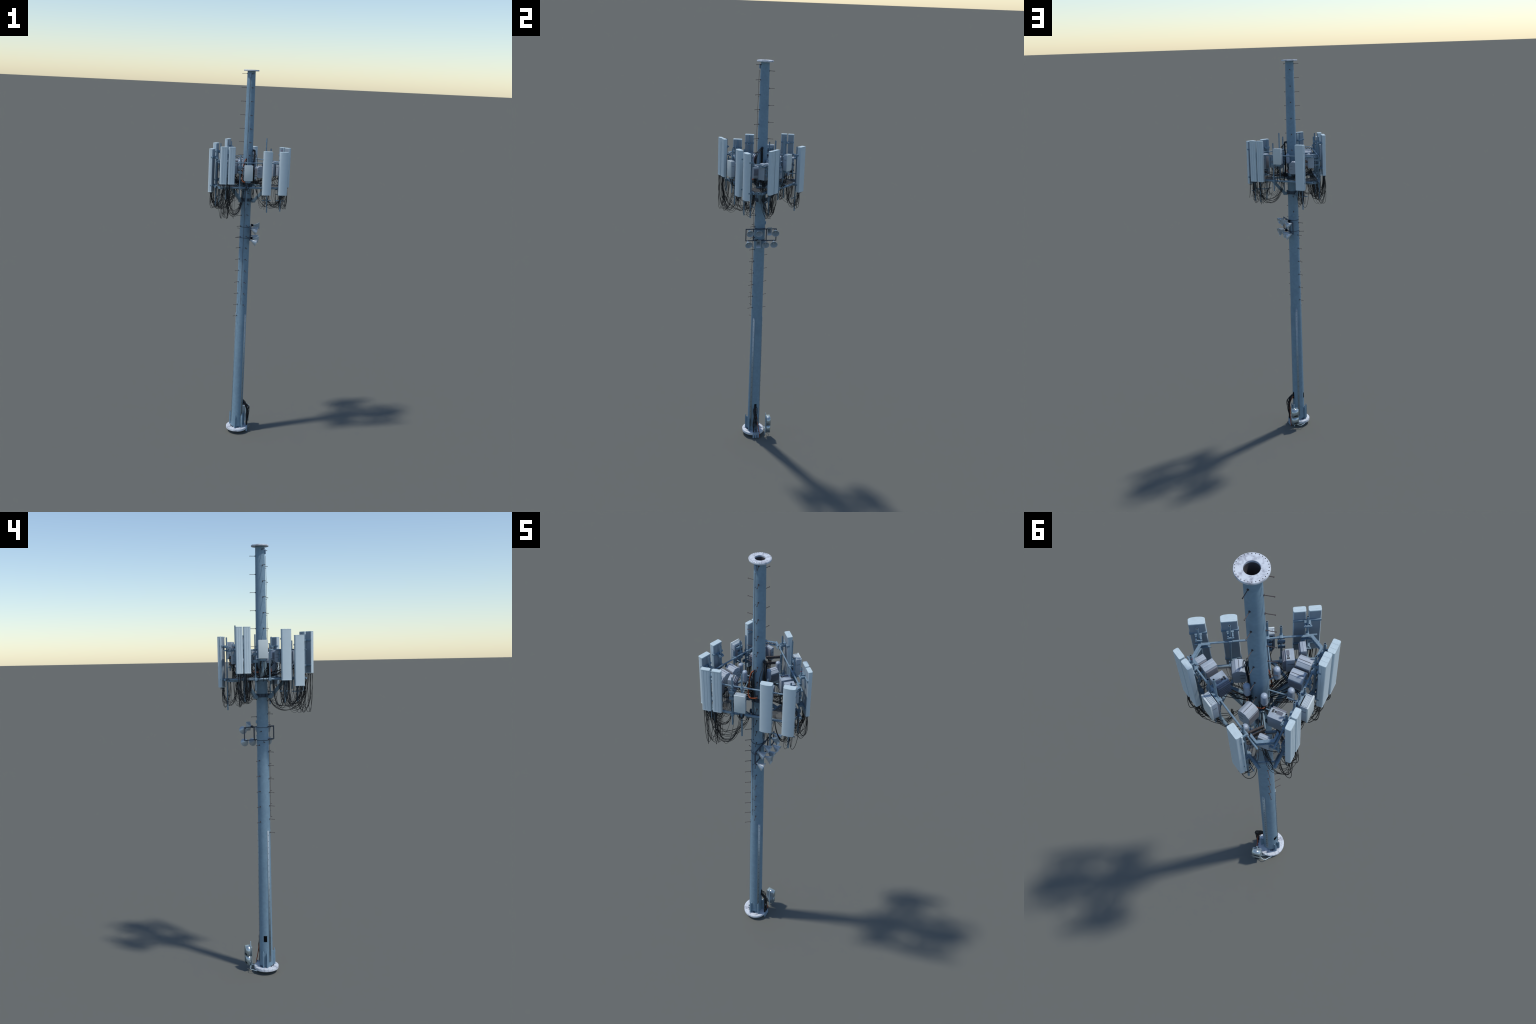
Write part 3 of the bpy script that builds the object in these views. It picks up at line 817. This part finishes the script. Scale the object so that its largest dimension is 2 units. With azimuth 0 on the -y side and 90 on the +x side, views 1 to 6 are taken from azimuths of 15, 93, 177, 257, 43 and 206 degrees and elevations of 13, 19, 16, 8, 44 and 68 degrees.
# ------------------------------------------------------------------ cables
def build_cables():
    rnd = RND
    # lowest hanging height per panel, and how far inward the loops return
    lows = {0: (1.300, .085, 6), 1: (1.297, .085, 6), 2: (1.246, .095, 8), 3: (1.246, .090, 8), 4: (1.287, .085, 6), 5: (1.290, .085, 7),
            6: (1.292, .090, 8), 7: (1.290, .090, 8), 8: (1.284, .085, 8), 9: (1.284, .085, 8), 10: (1.285, .085, 7)}
    for i, (kind, az, t, w, z0, z1) in enumerate(PANELS):
        zlow, dback, n = lows[i]
        bm = bmesh.new()
        for k in range(n):
            ts = t + (rnd.random() - 0.5) * w * 0.75
            S = world(az, 0.146 + rnd.random() * 0.009, ts, z0 - 0.004)
            te = ts + rnd.uniform(-0.03, 0.03)
            near = [r for r in RADIOS if r[0] == az and abs(r[2] - te) < 0.055]
            if near and k % 3:                   # plug into the underside of a radio on the same side
                q = min(near, key=lambda r: abs(r[2] - te))
                E = world(az, q[1] + rnd.uniform(-.3, .3) * q[5], q[2] + rnd.uniform(-.35, .35) * q[4], q[3] - q[6] - 0.003)
            else:                                # or tie off at the lower rail
                E = world(az, RAIL_D - 0.006, te, LOW_Z + 0.002)
            depth = (z0 - zlow) * rnd.choice((1.0, rnd.uniform(0.55, 1.0), rnd.uniform(0.8, 1.0)))
            zb = z0 - depth
            # cubic with vertical ends reaching about zb at its lowest
            hs = (S.z - zb) / 0.75 * rnd.uniform(0.92, 1.05)
            he = (E.z - zb) / 0.75 * rnd.uniform(0.92, 1.05)
            out = world(az, 1, 0, 0) - world(az, 0, 0, 0)
            o1 = Vector((rnd.uniform(-.010, .010), rnd.uniform(-.010, .010), -hs)) + out * rnd.uniform(0.0, 0.030)
            o2 = Vector((rnd.uniform(-.012, .012), rnd.uniform(-.012, .012), -he))
            bm_tube(bm, bezier(S, S + o1, E + o2, E, 18), 0.0007 if k % 3 else 0.0010, 6)
        add("cable_loops", to_mesh(bm, "cable_loops", 80), mat=M["cable"], kind="stuff")
    # long sagging bundles from a panel towards the middle of a neighbouring side or the pole collar
    runs = ((30, -.14, 1.425, (330, .036, -.004, 1.33), 1.262, 6), (30, -.14, 1.425, (30, .10, -.045, 1.40), 1.255, 6),
            (150, -.125, 1.40, (150, .08, -.02, 1.41), 1.292, 6), (150, -.125, 1.40, (90, .04, .02, 1.44), 1.285, 3),
            (270, .136, 1.372, (270, .11, .06, 1.40), 1.282, 6), (270, .136, 1.372, (330, .115, .03, 1.40), 1.29, 5),
            (270, -.116, 1.43, (270, .10, -.075, 1.405), 1.30, 6), (150, .116, 1.37, (210, .13, -.02, 1.40), 1.29, 6),
            (30, .153, 1.372, (90, .115, -.03, 1.40), 1.305, 5), (270, .076, 1.40, (270, .10, .03, 1.41), 1.275, 5), (270, -.116, 1.43, (210, .10, .03, 1.395), 1.305, 5))
    for az, t, z0, e, zlow, n in runs:
        bm = bmesh.new()
        for k in range(n):
            S = world(az, 0.147 + rnd.uniform(-.004, .006), t + rnd.uniform(-.016, .016), z0)
            E = world(e[0], e[1] + rnd.uniform(-.004, .004), e[2] + rnd.uniform(-.006, .006), e[3])
            zb = zlow + rnd.uniform(-0.003, 0.022)
            hs, he = (S.z - zb) / 0.75, (E.z - zb) / 0.75
            bm_tube(bm, bezier(S, S + Vector((rnd.uniform(-.01, .01), rnd.uniform(-.01, .01), -hs)), E + Vector((rnd.uniform(-.01, .01), rnd.uniform(-.01, .01), -he)), E, 20), 0.0009, 6)
        add("cable_bundle", to_mesh(bm, "cable_bundle", 80), mat=M["cable"], kind="stuff")
    # jumpers under the radios down to the platform
    for az, d, t, zt, lx, ly, h, st, yaw in RADIOS:
        bm = bmesh.new()
        for k in range(7):
            S = world(az, d + rnd.uniform(-.3, .3) * ly, t + rnd.uniform(-.35, .35) * lx, zt - h - 0.003)
            if k % 2:
                E = world(az, RAIL_D - 0.005, t + rnd.uniform(-.03, .03), LOW_Z + 0.002)
            else:
                v = (S - AXIS)
                v.z = 0
                E = AXIS + v.normalized() * (pole_r(1.42) + 0.002) + Vector((0, 0, 1.420 + rnd.uniform(-.008, .01)))
            dz = max(0.02, S.z - E.z)
            bm_tube(bm, bezier(S, S - Vector((0, 0, dz * 0.8)), E + Vector((rnd.uniform(-.02, .02), rnd.uniform(-.02, .02), rnd.uniform(-.03, .02))), E, 12), 0.0010, 6)
        add("jumper_cables", to_mesh(bm, "jumper_cables", 80), mat=M["cable"], kind="stuff")
    for az, t, z0 in ((30, -.0315, 1.437), (150, -.0055, 1.487), (270, -.029, 1.487)):
        bm = bmesh.new()
        for k in range(8):
            S = world(az, 0.148 + rnd.uniform(-.005, .004), t + rnd.uniform(-.014, .014), z0)
            E = world(az, RAIL_D - 0.005, t + rnd.uniform(-.03, .03), LOW_Z + 0.002)
            bm_tube(bm, bezier(S, S - Vector((0, 0, .05)), E + Vector((rnd.uniform(-.02, .02), rnd.uniform(-.02, .02), rnd.uniform(-.05, 0))), E, 14), 0.0009, 6)
        add("jumper_cables", to_mesh(bm, "jumper_cables", 80), mat=M["cable"], kind="stuff")
    # trunk cables leaving the pole ports and running down beside it
    port = lathe_mesh("cable_port", [(0, 0.004), (0.0055, 0.004), (0.0068, 0.002), (0.0068, -0.002), (0, -0.002)], 20)
    ports = ((92, 1.590), (12, 1.548))
    for az, z in ports:
        add("cable_port", port, mat=M["dark_steel"], matrix=frame(az, pole_r(z), 0, z) @ Matrix.Rotation(radians(-90), 4, "X"))
    bm = bmesh.new()
    for k in range(9):
        s = rnd.uniform(-.003, .003)
        a = 92 + rnd.uniform(-10, 10)
        rr = rnd.uniform(0.006, 0.012)
        pts = [world(92, pole_r(1.59) - 0.004, s, 1.589 + s), world(a, pole_r(1.59) + rr, s, 1.592), world(a, pole_r(1.56) + rr + .002, s * 2, 1.565),
               world(a, pole_r(1.5) + rr - .002, s * 2, 1.51), world(a, pole_r(1.45) + rr, s * 2.5, 1.455), world(a, pole_r(1.42) + rr + .004, s * 3, 1.412)]
        bm_tube(bm, catmull(pts, 6), 0.0013, 6)
    for k in range(3):   # arcs over to the nearest radio
        s = 0.006 * (k - 1)
        pts = [world(92, pole_r(1.59) - 0.003, s * .3, 1.588), world(84, pole_r(1.59) + .010, s, 1.586), world(70, pole_r(1.58) + .020, s, 1.574),
               world(62, pole_r(1.57) + .030, s * 1.5, 1.563), world(58, pole_r(1.55) + .037, s * 2, 1.540), world(58, pole_r(1.5) + .038, s * 2.2, 1.508)]
        bm_tube(bm, catmull(pts, 6), 0.0013, 6)
    for k in range(7):
        a = rnd.uniform(185, 262)
        rr = rnd.uniform(.004, .012)
        pts = [world(a, pole_r(1.47) + rr + .012, 0, 1.486), world(a, pole_r(1.46) + rr, 0, 1.465), world(a, pole_r(1.44) + rr, 0, 1.44), world(a + rnd.uniform(-12, 12), pole_r(1.43) + rr + .004, 0, 1.402)]
        bm_tube(bm, catmull(pts, 6), 0.0011, 6)
    for k in range(8):
        a = rnd.uniform(340, 375)
        rr = rnd.uniform(.003, .008)
        pts = [world(12, pole_r(1.54) - .003, rnd.uniform(-.003, .003), 1.546), world(a, pole_r(1.53) + rr + .002, 0, 1.530), world(a, pole_r(1.48) + rr, 0, 1.47), world(a + rnd.uniform(-12, 12), pole_r(1.43) + rr + .004, 0, 1.412)]
        bm_tube(bm, catmull(pts, 6), 0.0010, 6)
    add("trunk_cables", to_mesh(bm, "trunk_cables", 80), mat=M["cable"], kind="stuff")
    # orange corrugated conduit: loop at the front, plus a short run behind
    pts = [(-.0295, -.0090, 1.546), (-.0330, -.0235, 1.540), (-.0400, -.0265, 1.510), (-.0450, -.0270, 1.465), (-.0440, -.0300, 1.437), (-.0330, -.0330, 1.4255), (-.0180, -.0320, 1.430), (0.0000, -.0250, 1.437)]
    path = catmull(pts, 10)
    add("orange_conduit", tube_mesh("orange_conduit", path, [0.0021 + (0.0003 if i % 2 else 0) for i in range(len(path))], 10), mat=M["orange"])
    path = catmull([(0.0000, .0330, 1.455), (-.0040, .0440, 1.442), (-.0150, .0480, 1.438), (-.0260, .0490, 1.440), (-.0500, .0440, 1.437), (-.0560, .0300, 1.436)], 8)
    add("orange_conduit", tube_mesh("orange_conduit", path, 0.0015, 8), mat=M["orange"])

# ------------------------------------------------------------------ siren horns
def build_horns():
    az, d = 104.0, 0.0305
    z0, z1 = 1.1235, 1.1835
    bw = 0.0044
    bm = bmesh.new()
    for z in (z0, z1):
        bm_box(bm, 0.153 + bw, bw, bw, (-0.0025, 0, z), 0.0005)
    for t in (-0.074, -0.036, 0.029, 0.079):
        bm_box(bm, bw, bw * 0.98, z1 - z0 - bw, (-t, 0.0, (z0 + z1) / 2), 0.0004)
    fr = add("horn_frame", to_mesh(bm, "horn_frame"), mat=M["frame"], matrix=frame(az, d + 0.0005, 0, 0))
    for z in (z0 + 0.0005, z1 - 0.0005):
        r = pole_r(z)
        ring = lathe_mesh("horn_strap", [(r - 0.0006, z - 0.0011), (r + 0.0011, z - 0.0011), (r + 0.0011, z + 0.0011), (r - 0.0006, z + 0.0011)], 48, close=True)
        add("horn_strap", ring, mat=M["frame"], matrix=Matrix.Translation(AXIS))
    # round flared bell, mouth at local +z=0, throat at -z
    prof_o = [(0.0026, -0.033), (0.0030, -0.029), (0.0050, -0.0250), (0.0082, -0.0195), (0.0117, -0.0130), (0.0150, -0.0065), (0.0180, -0.0008), (0.0187, 0.0004), (0.0180, 0.0012)]
    prof_i = [(0.0163, -0.0022), (0.0143, -0.0068), (0.0110, -0.0135), (0.0072, -0.0195), (0.0, -0.0215)]
    bell = lathe_mesh("round_horn", prof_o + prof_i, 36, smooth=60)
    bell.materials.append(M["horn"])
    driver = lathe_mesh("horn_driver", [(0, -0.046), (0.0050, -0.046), (0.0058, -0.045), (0.0058, -0.036), (0.0048, -0.033), (0, -0.033)], 20)
    plug = lathe_mesh("horn_plug", [(0.0, -0.0050), (0.0022, -0.0080), (0.0055, -0.0140), (0.0068, -0.0195), (0, -0.020)], 16, smooth=60)
    def aim(t, z, dm, pitch, yaw=0.0):
        """matrix at the mouth centre; local z points out of the mouth"""
        f = frame(az, dm, t, z)
        return f @ Matrix.Rotation(radians(yaw), 4, "Z") @ Matrix.Rotation(radians(-90 - pitch), 4, "X")
    for t, z, yaw in ((-.057, 1.1685, 4), (-.013, 1.1680, 0), (.070, 1.1685, -5), (-.063, 1.1105, 6), (.0215, 1.1095, -3), (.0635, 1.1105, -5)):
        h = add("round_horn", bell, matrix=aim(t, z, 0.0640, 20, yaw))
        sub("horn_plug", plug, h, M["horn"])
        zb = z1 if z > 1.14 else z0
        # stalk back to the frame
        a = world(az, d + 0.001, t, zb - 0.001)
        b = aim(t, z, 0.0640, 20, yaw) @ Vector((0, 0, -0.031))
        oriented_bar("horn_stalk", a, b, 0.0034, 0.0036, M["frame"])
    # rectangular re-entrant horns
    bm = bmesh.new()
    sect = [(0.0022, 0.0022, -0.036), (0.0030, 0.0034, -0.029), (0.0050, 0.0062, -0.021), (0.0078, 0.0105, -0.011), (0.0100, 0.0165, -0.003), (0.0114, 0.0210, 0.0)]
    outer = [[bm.verts.new((sx * x, sy * y, z)) for sx, sy in ((1, 1), (-1, 1), (-1, -1), (1, -1))] for x, y, z in sect]
    inner = [[bm.verts.new((sx * (x - 0.0006), sy * (y - 0.0006), z)) for sx, sy in ((1, 1), (-1, 1), (-1, -1), (1, -1))] for x, y, z in sect]
    for rings in (outer, inner):
        for a, b in zip(rings, rings[1:]):
            for k in range(4):
                bm.faces.new((a[k], a[(k + 1) % 4], b[(k + 1) % 4], b[k]))
    for k in range(4):
        bm.faces.new((outer[-1][k], outer[-1][(k + 1) % 4], inner[-1][(k + 1) % 4], inner[-1][k]))
    bm.faces.new(outer[0])
    bm.faces.new(inner[0])
    rect = to_mesh(bm, "rectangular_horn", 30)
    for t, z, pitch, dm in ((.0365, 1.1845, 0, 0.077), (-.0160, 1.1185, 8, 0.0765)):
        h = add("rectangular_horn", rect, mat=M["horn"], matrix=aim(t, z, dm, pitch))
        sub("horn_driver", driver, h, M["black"])
        nub = lathe_mesh("horn_throat", [(0, -0.024), (0.0018, -0.026), (0.002, -0.032), (0, -0.032)], 12)
        sub("horn_throat", nub, h, M["white"])
    bm = bmesh.new()
    for t, z in ((.0365, z1), (-.0160, z0)):
        bm_box(bm, 0.006, 0.010, 0.006, (-t, 0.004, z + (0.001 if z == z1 else -0.003)), 0.0006)
    sub("frame_lug", to_mesh(bm, "frame_lug"), fr, M["frame"])

# ------------------------------------------------------------------ foot: cables, conduits, meter box
def build_foot():
    rnd = random.Random(11)
    cond = lathe_mesh("ground_conduit", [(0.0040, 0.0), (0.0050, 0.0), (0.0050, 0.0345), (0.0047, 0.0355), (0.0042, 0.0355), (0.0042, 0.030), (0, 0.030)], 24)
    feet = ((.0278, .0195), (.0250, .0315), (.0215, .0440))
    for x, y in feet:
        add("ground_conduit", cond, mat=M["conduit"], matrix=Matrix.Translation((x, y, 0)))
    # cable exit slot in the pole
    z = 0.172
    bm = bmesh.new()
    bm_box(bm, 0.0130, 0.0025, 0.040, bevel=0.001)
    add("cable_exit", to_mesh(bm, "cable_exit"), mat=M["black"], matrix=frame(112, pole_r(z) - 0.0006, 0, z))
    bm = bmesh.new()
    for k in range(13):
        fx, fy = feet[k % 2]
        top = world(112 + rnd.uniform(-8, 8), pole_r(.18) - 0.002, 0, 0.186 - 0.030 * rnd.random())
        out = rnd.uniform(0.012, 0.040)
        a = 106 + rnd.uniform(-14, 14)
        mid = world(a, pole_r(.15) + out, 0, 0.166 - out * 0.55 + rnd.uniform(-.006, .006))
        low = Vector((fx + rnd.uniform(-.006, .008), fy + rnd.uniform(-.006, .006), 0.095 + rnd.uniform(-.015, .02)))
        e = Vector((fx + rnd.uniform(-.003, .003), fy + rnd.uniform(-.003, .003), 0.030))
        e2 = e + Vector((rnd.uniform(-.002, .002), rnd.uniform(-.002, .002), 0.025))
        first = world(a, pole_r(.17) + 0.006, 0, top.z - 0.003)
        bm_tube(bm, catmull([top, first, mid, low, e2, e], 6), rnd.choice((0.0014, 0.0018, 0.0021)), 8)
    add("power_cables", to_mesh(bm, "power_cables", 80), mat=M["cable"], kind="stuff")
    pts = [world(113, pole_r(.17) - .002, 0, .166), (.0060, .0245, .160), (.0127, .0260, .149), (.0215, .0300, .128), (.0222, .0351, .104), (.0214, .0422, .064), (.0218, .0478, .038), (.0205, .0500, .012), (.0202, .0500, 0.0)]
    path = catmull(pts, 8)
    add("orange_conduit", tube_mesh("orange_conduit", path, [0.0019 + (0.0003 if i % 2 else 0) for i in range(len(path))], 10), mat=M["orange"])
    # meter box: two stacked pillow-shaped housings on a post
    yaw = Matrix.Translation((-0.0005, 0.0940, 0)) @ Matrix.Rotation(radians(12), 4, "Z")
    add("meter_post", tube_mesh("meter_post", [(0.0025, 0.0800, 0.010), (0.0025, 0.0800, 0.1430)], 0.0019, 10), mat=M["pipe_light"])
    def housing(h, flare):
        """plain sheet box, slightly wider at its lower front; smooth shading makes it look pillowed"""
        bm = bmesh.new()
        rows = []
        for z, e in ((0, flare), (h, 0.0)):
            rows.append([bm.verts.new(p) for p in ((0.0183, -0.0104, z), (0.0183, 0.0104 + e, z), (-0.0183, 0.0104 + e, z), (-0.0183, -0.0104, z))])
        for k in range(4):
            bm.faces.new((rows[0][k], rows[0][(k + 1) % 4], rows[1][(k + 1) % 4], rows[1][k]))
        bm.faces.new(rows[0])
        bm.faces.new(rows[1])
        return to_mesh(bm, "meter_housing", 180)
    slot_mesh = box_mesh("meter_slot", 0.0215, 0.0016, 0.0038, 0.0003)
    for z0, h, fl in ((0.0320, 0.0430, 0.0008), (0.0745, 0.0465, 0.0014)):
        ho = add("meter_housing", housing(h, fl), mat=M["meter"], matrix=yaw @ Matrix.Translation((0, 0, z0)))
        sub("meter_slot", slot_mesh, ho, M["black"], Matrix.Translation((-0.0030, 0.0110 + fl, 0.0085)))
    lid = bmesh.new()
    bm_box(lid, 0.0385, 0.0022, 0.092, (0, -0.0125, 0.0765), 0.0005)
    add("meter_back_plate", to_mesh(lid, "meter_back_plate"), mat=M["meter"], matrix=yaw)
    p1 = catmull([(-.006, .083, .034), (-.010, .086, .024), (-.024, .0905, .020), (-.0365, .0900, .019), (-.0450, .0770, .016), (-.0565, .0630, .014)], 6)
    add("bent_pipe", tube_mesh("bent_pipe", p1, 0.0013, 8), mat=M["pipe_light"])
    p2 = catmull([(-.012, .0830, .034), (-.0200, .0785, .0335), (-.0320, .0720, .036), (-.0380, .0600, .033)], 6)
    add("bent_pipe", tube_mesh("bent_pipe", p2, 0.0012, 8), mat=M["pipe_light"])

build_pole()
build_flanges()
build_pegs()
build_strips()
build_platform()
build_pipes()
build_panels()
build_flat_units()
build_radios()
build_cables()
build_horns()
build_foot()
